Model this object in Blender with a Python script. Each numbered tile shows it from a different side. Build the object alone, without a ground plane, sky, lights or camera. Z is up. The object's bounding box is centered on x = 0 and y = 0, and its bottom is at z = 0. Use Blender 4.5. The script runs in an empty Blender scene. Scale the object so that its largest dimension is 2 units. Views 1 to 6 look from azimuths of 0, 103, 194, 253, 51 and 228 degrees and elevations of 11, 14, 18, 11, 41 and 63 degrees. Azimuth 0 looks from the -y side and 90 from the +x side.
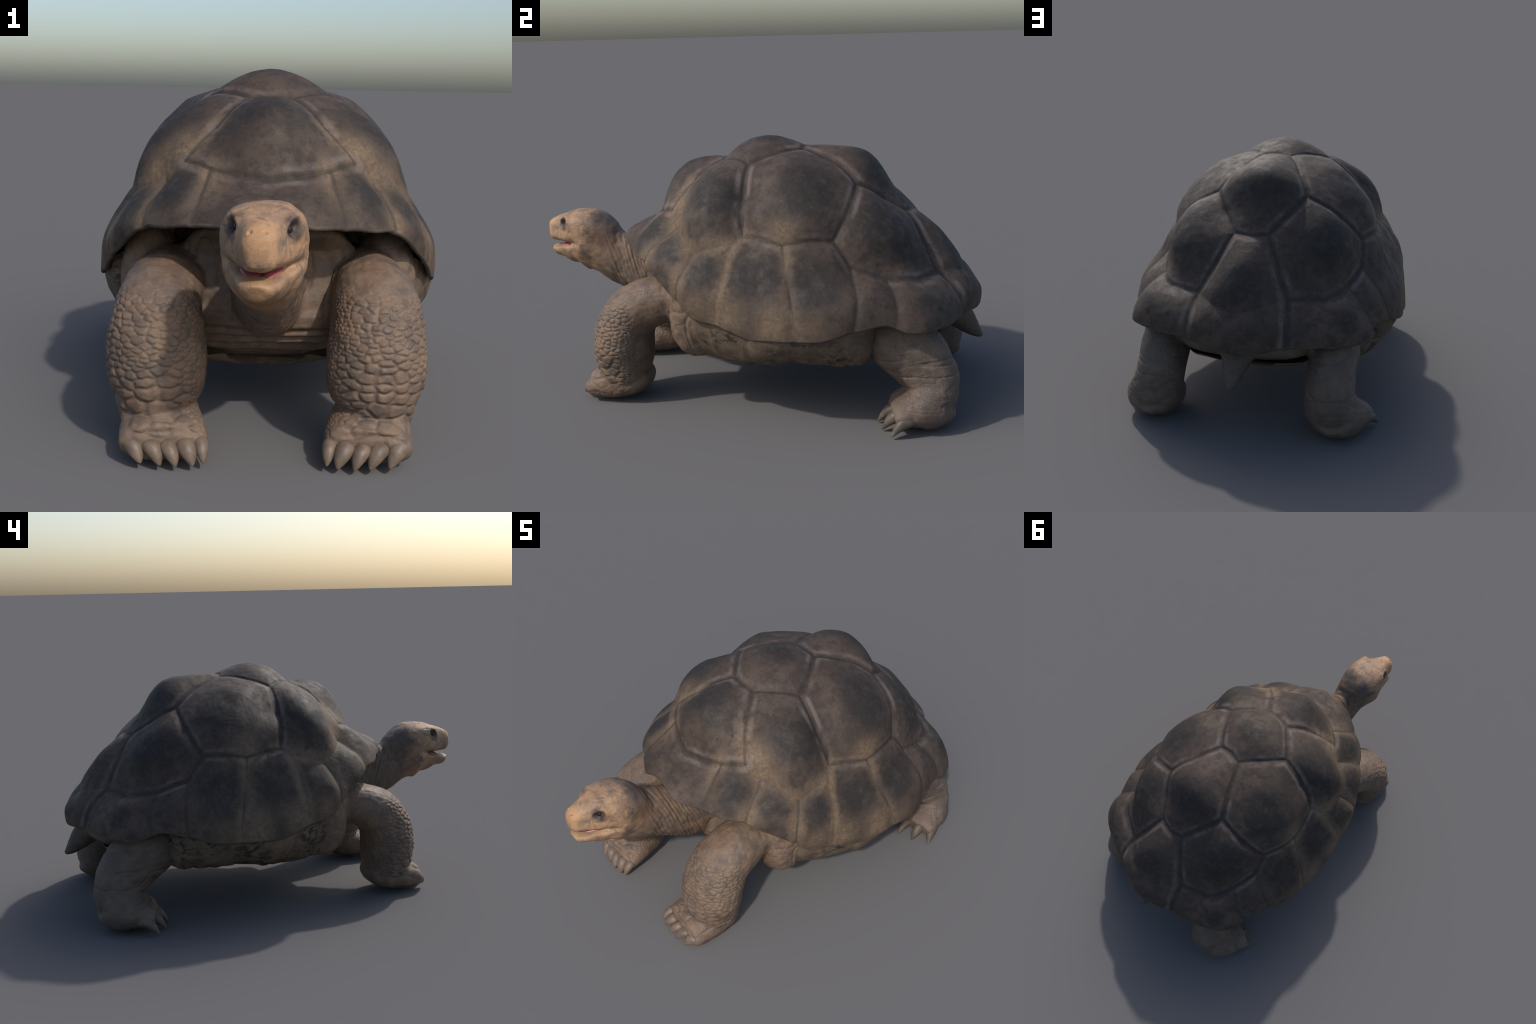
# A giant tortoise, walking, mouth slightly open.  Faces -y, stands on z = 0.
import bpy, math
import numpy as np

rng = np.random.default_rng(11)


# ------------------------------------------------------------------ helpers
def smooth(a, b, x):
    t = np.clip((np.asarray(x, float) - a) / (b - a), 0, 1)
    return t * t * (3 - 2 * t)


def unit(v):
    v = np.asarray(v, float)
    return v / np.maximum(np.linalg.norm(v, axis=-1, keepdims=True), 1e-12)


def lattice(i, j, k, seed):
    h = (i * 374761393 + j * 668265263 + k * 2147483647 + seed * 974634541) & 0xFFFFFFFF
    h = ((h ^ (h >> 13)) * 1274126177) & 0xFFFFFFFF
    h = ((h ^ (h >> 16)) * 2246822519) & 0xFFFFFFFF
    return ((h ^ (h >> 15)) & 0xFFFFFF) / float(0xFFFFFF) * 2 - 1


def noise(p, seed=0):
    """Smooth value noise in -1..1 for an array of points."""
    p = np.asarray(p, float)
    f = np.floor(p)
    i = f.astype(np.int64)
    t = p - f
    t = t * t * t * (t * (t * 6 - 15) + 10)
    out = 0
    for dx in (0, 1):
        wx = t[:, 0] if dx else 1 - t[:, 0]
        for dy in (0, 1):
            wy = t[:, 1] if dy else 1 - t[:, 1]
            for dz in (0, 1):
                wz = t[:, 2] if dz else 1 - t[:, 2]
                out = out + wx * wy * wz * lattice(i[:, 0] + dx, i[:, 1] + dy, i[:, 2] + dz, seed)
    return out


def fbm(p, octaves=3, seed=0):
    s, a = 0, 1.0
    for o in range(octaves):
        s = s + a * noise(p * 2 ** o + 17.3 * o, seed + o)
        a *= 0.5
    return s


def ridged(p, seed=0, power=5):
    """Thin crease lines: 1 on the line, 0 away from it."""
    return np.clip(1 - np.abs(noise(p, seed)) * 1.6, 0, 1) ** power


def catmull(points, per=8):
    """Smooth resampling of a list of control rows (any number of columns)."""
    c = np.asarray(points, float)
    e = np.vstack([2 * c[0] - c[1], c, 2 * c[-1] - c[-2]])
    rows = []
    for k in range(len(c) - 1):
        p0, p1, p2, p3 = e[k], e[k + 1], e[k + 2], e[k + 3]
        for t in np.arange(per) / per:
            rows.append(0.5 * (2 * p1 + (p2 - p0) * t + (2 * p0 - 5 * p1 + 4 * p2 - p3) * t * t + (3 * p1 - p0 - 3 * p2 + p3) * t ** 3))
    rows.append(c[-1])
    return np.array(rows)


def mirror(rows):
    r = np.array(rows, float)
    r[:, 0] *= -1
    return r


def make_mesh(name, verts, faces, smooth_shading=True):
    me = bpy.data.meshes.new(name)
    me.from_pydata(np.asarray(verts).tolist(), [], [list(map(int, f)) for f in faces])
    me.validate()
    me.update()
    if smooth_shading:
        me.polygons.foreach_set("use_smooth", [True] * len(me.polygons))
    return me


def add(name, me, parent, mat=None):
    ob = bpy.data.objects.new(name, me)
    bpy.context.collection.objects.link(ob)
    ob.parent = parent
    if mat is not None and me is not None and not me.materials:
        me.materials.append(mat)
    return ob


def grid_faces(rows, cols, wrap=True, offset=0):
    f = []
    for r in range(rows - 1):
        for c in range(cols if wrap else cols - 1):
            d = (c + 1) % cols
            f.append((offset + r * cols + c, offset + r * cols + d, offset + (r + 1) * cols + d, offset + (r + 1) * cols + c))
    return f


def vertex_normals(v, f):
    """Area weighted normals of a quad / triangle soup given as arrays."""
    f = np.asarray(f)
    a, b, c, d = (v[f[:, k]] for k in (0, 1, 2, 3))
    n = np.cross(c - a, d - b)
    out = np.zeros_like(v)
    for k in range(4):
        np.add.at(out, f[:, k], n)
    return unit(out)


# ------------------------------------------------------------------ node graphs
class Graph:
    """A small vocabulary for building procedural materials."""

    def __init__(self, name, roughness=0.6):
        self.mat = bpy.data.materials.new(name)
        self.mat.use_nodes = True
        self.t = self.mat.node_tree
        self.bsdf = self.t.nodes["Principled BSDF"]
        self.bsdf.inputs["Roughness"].default_value = roughness
        self.pos = self.t.nodes.new("ShaderNodeTexCoord").outputs["Object"]

    def put(self, socket, value):
        if isinstance(value, bpy.types.NodeSocket):
            self.t.links.new(value, socket)
        elif hasattr(socket.default_value, "__len__"):
            n = len(socket.default_value)
            socket.default_value = (tuple(value) + (1.0,))[:n] if len(value) < n else tuple(value)
        else:
            socket.default_value = value

    def math(self, op, a, b=0.0, c=0.0, clamp=False):
        n = self.t.nodes.new("ShaderNodeMath")
        n.operation, n.use_clamp = op, clamp
        for s, v in zip(n.inputs, (a, b, c)):
            self.put(s, v)
        return n.outputs[0]

    def vec(self, op, a, b=(0, 0, 0), scale=None):
        n = self.t.nodes.new("ShaderNodeVectorMath")
        n.operation = op
        self.put(n.inputs[0], a)
        if op not in ("LENGTH", "NORMALIZE", "ABSOLUTE", "SCALE"):
            self.put(n.inputs[1], b)
        if scale is not None:
            self.put(n.inputs["Scale"], scale)
        return n.outputs["Value"] if op in ("DOT_PRODUCT", "LENGTH", "DISTANCE") else n.outputs["Vector"]

    def folded(self):
        """Object position with x made positive: both sides of the animal alike."""
        s = self.t.nodes.new("ShaderNodeSeparateXYZ")
        self.put(s.inputs[0], self.pos)
        c = self.t.nodes.new("ShaderNodeCombineXYZ")
        self.put(c.inputs[0], self.math("ABSOLUTE", s.outputs[0]))
        self.put(c.inputs[1], s.outputs[1])
        self.put(c.inputs[2], s.outputs[2])
        return c.outputs[0]

    def scaled(self, v, s):
        return self.vec("MULTIPLY", v, s)

    def noise(self, scale, detail=4, rough=0.6, v=None, distortion=0.0):
        n = self.t.nodes.new("ShaderNodeTexNoise")
        self.put(n.inputs["Vector"], self.pos if v is None else v)
        n.inputs["Scale"].default_value = scale
        n.inputs["Detail"].default_value = detail
        n.inputs["Roughness"].default_value = rough
        n.inputs["Distortion"].default_value = distortion
        return n.outputs["Fac"]

    def voronoi(self, scale, v=None, feature="DISTANCE_TO_EDGE"):
        n = self.t.nodes.new("ShaderNodeTexVoronoi")
        n.feature = feature
        self.put(n.inputs["Vector"], self.pos if v is None else v)
        n.inputs["Scale"].default_value = scale
        return n.outputs["Distance"]

    def map(self, x, a, b, lo=0.0, hi=1.0, soft=True):
        n = self.t.nodes.new("ShaderNodeMapRange")
        n.interpolation_type = "SMOOTHSTEP" if soft else "LINEAR"
        self.put(n.inputs[0], x)
        for k, v in enumerate((a, b, lo, hi)):
            n.inputs[k + 1].default_value = v
        return n.outputs[0]

    def mix(self, fac, a, b, blend="MIX"):
        n = self.t.nodes.new("ShaderNodeMix")
        n.data_type, n.blend_type = "RGBA", blend
        self.put(n.inputs[0], fac)
        self.put(n.inputs[6], a)
        self.put(n.inputs[7], b)
        return n.outputs[2]

    def blob(self, v, centre, inner, outer, stretch=None):
        """1 inside radius inner round centre, falling to 0 at outer."""
        d = self.vec("SUBTRACT", v, centre)
        if stretch is not None:
            d = self.vec("MULTIPLY", d, stretch)
        return self.map(self.vec("LENGTH", d), outer, inner)

    def most(self, items):
        out = items[0]
        for i in items[1:]:
            out = self.math("MAXIMUM", out, i)
        return out

    def least(self, items):
        out = items[0]
        for i in items[1:]:
            out = self.math("MINIMUM", out, i)
        return out

    def bump(self, height, strength=0.5, distance=0.003):
        n = self.t.nodes.new("ShaderNodeBump")
        n.inputs["Strength"].default_value = strength
        n.inputs["Distance"].default_value = distance
        self.put(n.inputs["Height"], height)
        self.t.links.new(n.outputs[0], self.bsdf.inputs["Normal"])

    def done(self, colour, roughness=None, specular=0.3):
        self.put(self.bsdf.inputs["Base Color"], colour)
        if roughness is not None:
            self.put(self.bsdf.inputs["Roughness"], roughness)
        self.bsdf.inputs["Specular IOR Level"].default_value = specular
        return self.mat


# ------------------------------------------------------------------ the carapace: nodes where seams meet
CENTRE = np.array([0.0, 0.15, 0.40])
NODE = {  # left half; x = 0 lies on the midline
    "a0": (0, -.124, 1.024), "a": (.069, -.114, 1.021), "b": (.213, .027, 1.023), "c": (.066, .232, 1.066), "c0": (0, .222, 1.073),
    "d": (.200, .478, .943), "e": (.074, .668, .814), "e0": (0, .685, .812), "f": (.428, .415, .752), "g": (.411, .046, .756),
    "h": (.191, .805, .588), "i": (.262, -.300, .832), "j": (.178, -.364, .812), "m": (.09, -.405, .797), "m0": (0, -.428, .789),
    "j12": (.318, -.262, .757), "k23": (.450, -.151, .682), "k34": (.452, .011, .732), "k45": (.472, .220, .741),
    "k56": (.441, .486, .652), "k67": (.403, .616, .600), "q": (.330, .741, .581), "s0": (0, .905, .548),
    "ai": (.170, -.231, .928), "bg": (.328, .033, .898), "df": (.352, .462, .855), "de": (.138, .575, .880),
    "cd": (.134, .365, 1.022), "bc": (.152, .125, 1.055), "eh": (.134, .742, .700),
}
RIM = [  # the free edge, from the nuchal notch at the front round to the tail
    (0, -.548, .697), (.055, -.574, .702), (.115, -.562, .669), (.222, -.506, .664), (.31, -.455, .649), (.372, -.396, .641), (.440, -.306, .580),
    (.506, -.212, .511), (.537, -.140, .455), (.568, -.03, .434), (.590, .10, .395), (.603, .20, .395), (.611, .31, .398), (.606, .40, .406),
    (.583, .50, .436), (.556, .57, .450), (.531, .635, .458), (.525, .711, .430), (.495, .778, .425), (.437, .828, .428), (.344, .870, .425), (.214, .914, .429),
    (.10, .960, .412), (0, .978, .408)]
RIM_AT = {"rj": 3, "rK": 5, "r23": 7, "r34": 9, "r45": 12, "r56": 14, "r67": 16, "rH": 21, "r0f": 0, "r0b": 23}
DOME = [  # points on the domed tops of the scutes
    (0, -.383, .900), (0, -.345, .955), (0, -.292, .997), (0, -.208, 1.022), (0, -.06, 1.073), (0, .002, 1.100), (0, .068, 1.112), (0, .147, 1.096),
    (0, .317, 1.070), (0, .443, 1.059), (0, .498, 1.041), (0, .545, .988), (0, .60, .905), (.09, .46, 1.033), (0, .79, .730), (0, .846, .660), (0, .925, .535), (0, .985, .470),
    (.09, .09, 1.092), (.322, .30, .963), (.307, .25, .983), (.265, .16, 1.010), (.406, .25, .893), (.295, .20, 1.006), (.345, -.05, .930), (.30, -.10, .955), (.25, -.07, .990), (.386, -.095, .884),
    (.287, .550, .868), (.318, .614, .794), (.342, .570, .812), (.388, .570, .748), (.338, .652, .728), (.240, .700, .741), (.434, .14, .818), (.408, .09, .846), (.440, .31, .832), (.526, .11, .62), (.563, .14, .55), (.508, .0, .635), (.470, .43, .685), (.11, .495, 1.010),
    (.530, .34, .60), (.598, .27, .50), (.506, -.085, .634), (.422, -.261, .698), (.286, -.394, .748), (.11, .852, .622), (.553, -.05, .55), (.514, -.224, .555), (.450, -.318, .605), (.402, -.366, .640), (.527, -.186, .520), (.546, -.128, .480), (.59, .42, .50), (.403, -.175, .818),
    (.405, .778, .555), (.458, .766, .508), (.485, .772, .47), (.13, -.455, .737), (0, -.49, .731), (.035, -.535, .720), (.50, .60, .560), (.535, .58, .52), (.562, .48, .53), (.16, .93, .50), (.32, .86, .50)]


def to_dir(p):
    return unit(np.asarray(p, float) - CENTRE)


def folded_points(p):
    q = np.array(p, float)
    q[:, 0] = np.abs(q[:, 0])
    return q


rim_curve = catmull(RIM, 6)
data = np.array(list(NODE.values()) + rim_curve[::4].tolist() + DOME, float)
data = np.vstack([data, mirror(data[data[:, 0] > 1e-6])])
data_dir = to_dir(data)
data_r = np.linalg.norm(data - CENTRE, axis=1)


def kernel(d):
    return np.where(d > 1e-9, d * d * np.log(np.maximum(d, 1e-9)), 0)


count = len(data)
lhs = np.zeros((count + 4, count + 4))
lhs[:count, :count] = kernel(np.linalg.norm(data_dir[:, None] - data_dir[None], axis=2)) + 4e-3 * np.eye(count)
lhs[:count, count] = lhs[count, :count] = 1
lhs[:count, count + 1:] = data_dir
lhs[count + 1:, :count] = data_dir.T
weights = np.linalg.solve(lhs, np.concatenate([data_r, np.zeros(4)]))


def shell_radius(d):
    """Distance of the carapace from CENTRE in direction d (thin plate spline through the measured points)."""
    out = np.empty(len(d))
    for s in range(0, len(d), 8000):
        q = d[s:s + 8000]
        out[s:s + 8000] = kernel(np.linalg.norm(q[:, None] - data_dir[None], axis=2)) @ weights[:count] + weights[count] + q @ weights[count + 1:]
    return out


POINT = {k: np.array(v, float) for k, v in NODE.items()}
for k, i in RIM_AT.items():
    POINT[k] = np.array(RIM[i], float)
    POINT[k + "_"] = POINT[k] + [0, 0, -.10]  # a little below the edge, so seams run over it

SEAMS = [  # (nodes along the seam, depth 0..1)
    ("a0 a", 1), ("a b", 1), ("b bc c", 1), ("c c0", 1), ("c cd d", 1), ("d de e", 1), ("e e0", 1), ("b bg g", 1), ("d df f", 1), ("a ai", .9), ("ai i", .55),
    ("m0 m j", .9), ("j i", .8), ("j rj_", .5), ("e eh h", .9), ("g k45", .8), ("k45 f", .9), ("f k56", .75), ("k56 k67", .75), ("k67 q", .75), ("q h", .75),
    ("h rH_", .75), ("h s0", .28), ("k45 r45_", .6), ("k56 r56_", .65), ("k67 r67_", .6), ("j12 rK_", .4), ("k23 r23_", .55), ("g k34", .15), ("k34 r34_", .15), ("i j12", .1), ("j12 k23", .1), ("k23 k34", .1)]
SEGMENTS = []
for names, depth in SEAMS:
    ids = names.split()
    for p, q in zip(ids, ids[1:]):
        SEGMENTS.append((to_dir(POINT[p]), to_dir(POINT[q]), depth))

SCUTES = {  # outlines on the left half
    "vertebral_scute": ["m0 m j i ai a a0", "a0 a b bc c c0", "c0 c cd d de e e0", "e0 e eh h s0"],
    "costal_scute": ["a ai i j12 k23 k34 g bg b", "b bg g k45 f df d cd c bc", "d df f k56 k67 q h eh e de"],
    "marginal_scute": ["j i j12 rK_ rj_", "j12 k23 r23_ rK_", "k23 k34 r34_ r23_", "k34 g k45 r45_ r34_", "k45 f k56 r56_ r45_", "k56 k67 r67_ r56_", "k67 q h rH_ r67_"],
    "nuchal_scute": ["m0 m j rj_ r0f_"], "supracaudal_scute": ["h s0 r0b_ rH_"]}


def seam_distance(d, a, b):
    """Angular distance of directions d from the great-circle arc a-b."""
    ab = b - a
    t = np.clip(((d - a) @ ab) / (ab @ ab), 0, 1)
    return np.linalg.norm(d - unit(a + t[:, None] * ab), axis=1)


def chart(d):
    """Directions to the plane, equal angles from the zenith."""
    ang = np.arccos(np.clip(d[:, 2], -1, 1))
    h = unit(d[:, :2])
    return h * ang[:, None]


def inside(poly, pts):
    res = np.zeros(len(pts), bool)
    x, y = pts[:, 0], pts[:, 1]
    for (x0, y0), (x1, y1) in zip(poly, np.roll(poly, -1, 0)):
        hit = ((y0 > y) != (y1 > y)) & (x < (x1 - x0) * (y - y0) / (y1 - y0 + 1e-15) + x0)
        res ^= hit
    return res


def build_carapace(root, mat, under_mat):
    cols, rows = 560, 190
    rim_full = np.vstack([rim_curve, mirror(rim_curve[1:-1])[::-1]])
    rel = rim_full - CENTRE
    az = np.arctan2(rel[:, 0], -rel[:, 1])
    order = np.argsort(az)
    azs = az[order]
    el = np.arctan2(rel[order, 2], np.hypot(rel[order, 0], rel[order, 1]))
    az_p = np.concatenate([azs - 2 * np.pi, azs, azs + 2 * np.pi])
    el_p = np.tile(el, 3)
    azg = (np.arange(cols) / cols * 2 - 1) * np.pi
    elr = np.interp(azg, az_p, el_p)
    t = np.linspace(0, 1, rows + 1)[:-1]
    e = elr[None, :] + (np.pi / 2 - elr[None, :]) * t[:, None]
    a = np.broadcast_to(azg[None, :], e.shape)
    d = np.stack([np.cos(e) * np.sin(a), -np.cos(e) * np.cos(a), np.sin(e)], -1).reshape(-1, 3)
    d = np.vstack([d, [[0, 0, 1]]])
    r = shell_radius(d)
    v = CENTRE + d * r[:, None]
    faces = np.array(grid_faces(rows, cols))
    top = rows * cols
    cap = np.array([((rows - 1) * cols + c, (rows - 1) * cols + (c + 1) % cols, top, top) for c in range(cols)])
    allf = np.vstack([faces, cap])
    n = vertex_normals(v, allf)
    n[top] = (0, 0, 1)
    # seams: a rounded groove with a rolled shoulder on both sides
    df = folded_points(d)
    wob = 0.006 * np.stack([noise(v * 9, 3), noise(v * 9, 4), noise(v * 9, 5)], -1)
    dn = unit(df + wob)
    groove, shoulder, near = np.zeros(len(v)), np.zeros(len(v)), np.full(len(v), 9.0)
    for p, q, w in SEGMENTS:
        s = seam_distance(dn, p, q) * r
        groove = np.maximum(groove, w * np.exp(-(s / (.0045 + .004 * w)) ** 2))
        shoulder = np.maximum(shoulder, w ** 2.5 * np.exp(-((s - .030) / .020) ** 2))
        near = np.minimum(near, s + (1 - w) * .02)
    puff = 1 - np.exp(-(near / .035) ** 2)
    groove = groove * np.clip(.85 + .5 * noise(v * 6, 23), .35, 1.2)
    disp = -.0046 * groove + .0008 * shoulder + .0080 * puff - .0035
    disp += .0022 * fbm(v * 6, 3, 21) + .0007 * fbm(v * np.array([30, 30, 30]), 3, 22)
    v = v + n * disp[:, None]
    # the underside: a lip and an inner wall
    n = vertex_normals(v, allf)
    depth_rows = 26
    th = .017
    rimv, nr = v[:cols], n[:cols]
    down = unit(v[:cols] - v[cols:2 * cols])
    lip = []
    for ang in np.linspace(0, np.pi, 8)[1:-1]:
        lip.append(rimv - nr * th * (1 - np.cos(ang)) * .5 * 2 * .5 + down * th * .5 * np.sin(ang) - 0 * nr)
    inner = [v[k * cols:(k + 1) * cols] - n[k * cols:(k + 1) * cols] * (th + .012 * (k / depth_rows)) for k in range(0, depth_rows, 2)]
    under = np.vstack([rimv[None].reshape(-1, 3)] + lip + inner)
    uf = np.array(grid_faces(1 + len(lip) + len(inner), cols))[:, ::-1]
    n_rim = n.copy()
    carapace = add("carapace", make_mesh("carapace", under, uf), root, under_mat)
    # split the outer surface into its scutes
    fc = v[allf[:, :4]].mean(1)
    fd = to_dir(folded_points(fc))
    flat = chart(fd)
    label = np.full(len(allf), -1)
    outlines = []
    for kind, polys in SCUTES.items():
        for text in polys:
            ids = text.split()
            ring = []
            for p, q in zip(ids, ids[1:] + ids[:1]):
                for s in np.arange(8) / 8:
                    g = unit(to_dir(POINT[p]) * (1 - s) + to_dir(POINT[q]) * s)
                    if abs(POINT[p][0]) < 1e-6 and abs(POINT[q][0]) < 1e-6:
                        g = unit(g - [.05, 0, 0])
                    ring.append(g)
            outlines.append((kind, chart(np.array(ring))))
    for k, (kind, ring) in enumerate(outlines):
        label[(label < 0) & inside(ring, flat)] = k
    left = label < 0
    if left.any():
        cent = np.array([o.mean(0) for _, o in outlines])
        dist = np.linalg.norm(flat[left][:, None] - cent[None], axis=2)
        label[left] = dist.argmin(1)
    for k, (kind, ring) in enumerate(outlines):
        mid = kind in ("vertebral_scute", "nuchal_scute", "supracaudal_scute")
        for side in ((0,) if mid else (1, -1)):
            pick = label == k
            if side:
                pick &= (fc[:, 0] * side > 0)
            split_part(kind, v, allf[pick], n_rim, carapace, mat)
    return carapace


def split_part(name, v, f, normals, parent, mat):
    """A part cut out of a bigger surface: own mesh, shared border positions, the whole surface's normals."""
    used, inv = np.unique(f.ravel(), return_inverse=True)
    g = inv.reshape(f.shape)
    me = bpy.data.meshes.new(name)
    me.from_pydata(v[used].tolist(), [], [tuple(dict.fromkeys(row)) for row in g.tolist()])
    me.update()
    me.polygons.foreach_set("use_smooth", [True] * len(me.polygons))
    me.normals_split_custom_set_from_vertices(normals[used].tolist())
    return add(name, me, parent, mat)


# ------------------------------------------------------------------ soft body, made of tubes that are fused
def tube(rows, sides=28, per=6, power=2.0):
    """rows: x, y, z, half width, half height [, half height below].  Returns vertices, faces and the dense rows."""
    rows = np.array(rows, float)
    if rows.shape[1] == 5:
        rows = np.hstack([rows, rows[:, 4:5]])
    c = catmull(rows, per)
    c[:, 3:] = np.maximum(c[:, 3:], 1e-3)
    tang = unit(np.gradient(c[:, :3], axis=0))
    side = unit(np.array([1.0, 0, 0]) - tang * tang[:, :1])
    up = np.cross(side, tang)
    flip = np.where((up[:, 2] + 1e-6 * up[:, 1] < 0) & (np.abs(tang[:, 2]) < .8), -1, 1)
    ang = np.arange(sides) / sides * 2 * np.pi
    ca, sa = np.cos(ang), np.sin(ang)
    ca = np.sign(ca) * np.abs(ca) ** (2 / power)
    sa = np.sign(sa) * np.abs(sa) ** (2 / power)
    h = np.where(sa[None] > 0, c[:, 4:5], c[:, 5:6])
    v = c[:, None, :3] + side[:, None] * (ca[None, :, None] * c[:, 3, None, None]) + up[:, None] * (sa[None] * h)[..., None]
    v = v.reshape(-1, 3)
    k = len(c)
    f = grid_faces(k, sides)
    v = np.vstack([v, c[0, :3] - tang[0] * .0, c[-1, :3]])
    f = [tuple(q) for q in f]
    for s in range(sides):
        f.append((len(v) - 2, (s + 1) % sides, s))
        f.append((len(v) - 1, (k - 1) * sides + s, (k - 1) * sides + (s + 1) % sides))
    return v, f, (c, side, up)


def level(rows):
    """rows: x, y, z top, z bottom, half width -> tube rows along y."""
    return [(x, y, (t + b) / 2, w, (t - b) / 2) for x, y, t, b, w in rows]


def tube_field(p, frame):
    """Rough normalised distance of points from a tube: below 1 inside."""
    c, side, up = frame
    out = np.full(len(p), 99.0)
    for k in range(len(c)):
        d = p - c[k, :3]
        t = np.cross(side[k], up[k])
        q = np.sqrt((d @ side[k] / c[k, 3]) ** 2 + (d @ up[k] / c[k, 4]) ** 2 + (d @ t / (.6 * min(c[k, 3], c[k, 4]))) ** 2)
        out = np.minimum(out, q)
    return out


YAW = math.radians(6.0)
PIVOT = np.array([0.003, -0.68])


def turned(rows):
    """The head is turned a little to its right."""
    r = np.array(rows, float)
    s, c = math.sin(YAW), math.cos(YAW)
    x, y = r[:, 0] - PIVOT[0], r[:, 1] - PIVOT[1]
    r[:, 0], r[:, 1] = PIVOT[0] + c * x + s * y, PIVOT[1] - s * x + c * y
    return r


def turned_point(p):
    return turned(np.array([p], float))[0]


SKULL = [(0, -1.003, .678, .016, .014, .034), (0, -.998, .678, .031, .028, .045), (0, -.982, .678, .044, .049, .054), (0, -.95, .672, .056, .076, .052), (0, -.90, .664, .080, .096, .047),
         (0, -.86, .664, .103, .106, .048), (0, -.82, .670, .114, .103, .07), (0, -.78, .665, .113, .103, .09), (0, -.745, .652, .102, .094, .10), (0, -.715, .635, .090, .083, .10), (0, -.69, .615, .082, .073, .09), (0, -.66, .60, .080, .072, .08)]
JAW = [(0, -.986, .575, .028, .020, .026), (0, -.978, .579, .041, .019, .034), (0, -.95, .588, .054, .014, .045), (0, -.92, .596, .064, .012, .060), (0, -.88, .60, .079, .012, .085),
       (0, -.85, .610, .096, .02, .111), (0, -.80, .615, .108, .02, .133), (0, -.75, .605, .098, .02, .131), (0, -.70, .575, .086, .02, .113), (0, -.65, .55, .075, .02, .108)]
NECK = [(-.004, -.74, .590, .088, .103), (0, -.70, .572, .086, .108), (0, -.65, .550, .085, .118), (0, -.60, .533, .086, .123), (0, -.52, .500, .093, .133), (0, -.44, .468, .104, .144), (0, -.37, .452, .114, .150), (0, -.26, .45, .13, .15)]
TORSO = level([(0, -.40, .65, .605, .16), (0, -.345, .65, .575, .22), (0, -.29, .65, .50, .26), (0, -.25, .65, .39, .29), (0, -.22, .65, .28, .31), (0, -.19, .66, .197, .36), (0, -.1, .67, .21, .43), (0, .15, .70, .25, .46), (0, .4, .65, .25, .46),
               (0, .6, .55, .28, .40), (0, .75, .48, .300, .32), (0, .84, .45, .330, .25), (0, .90, .43, .365, .14)])
FORELEG = [(.26, -.12, .45, .10, .10), (.295, -.24, .462, .112, .096), (.315, -.36, .448, .120, .103), (.322, -.455, .405, .131, .114), (.322, -.503, .34, .142, .122), (.320, -.520, .27, .147, .125),
           (.318, -.521, .20, .139, .126), (.320, -.523, .145, .119, .116), (.312, -.526, .11, .112, .108), (.305, -.53, .08, .11, .10)]
FOREFOOT = level([(.318, -.415, .155, .095, .055), (.316, -.437, .17, .06, .086), (.312, -.48, .17, .025, .108), (.306, -.535, .165, .008, .117), (.298, -.59, .150, .003, .123), (.291, -.635, .128, .005, .126), (.288, -.66, .108, .012, .124), (.287, -.674, .09, .03, .112)])
HINDLEG = [(.29, .555, .42, .11, .12), (.368, .645, .36, .103, .134), (.370, .720, .30, .104, .134), (.371, .770, .24, .104, .124), (.375, .802, .18, .108, .108), (.388, .803, .125, .119, .100), (.398, .785, .10, .120, .090)]
HINDFOOT = [(.405, .887, .100, .055, .045), (.404, .860, .094, .092, .068), (.405, .812, .090, .120, .089), (.410, .758, .087, .130, .087), (.424, .708, .074, .124, .072), (.438, .676, .064, .114, .058), (.444, .654, .056, .101, .040)]
TAIL = [(0, .80, .42, .09, .085), (0, .865, .37, .073, .070), (0, .905, .335, .060, .058), (0, .94, .302, .044, .043), (0, .968, .275, .028, .027), (0, .988, .258, .015, .014), (0, .995, .252, .006, .006)]
POUCH = [(.36, -.155, .63, .04, .05), (.375, -.165, .58, .075, .085), (.380, -.172, .50, .095, .105), (.378, -.172, .42, .103, .112), (.368, -.172, .34, .102, .108), (.36, -.17, .28, .085, .085), (.355, -.17, .24, .05, .05), (.355, -.17, .225, .02, .02)]


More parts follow.
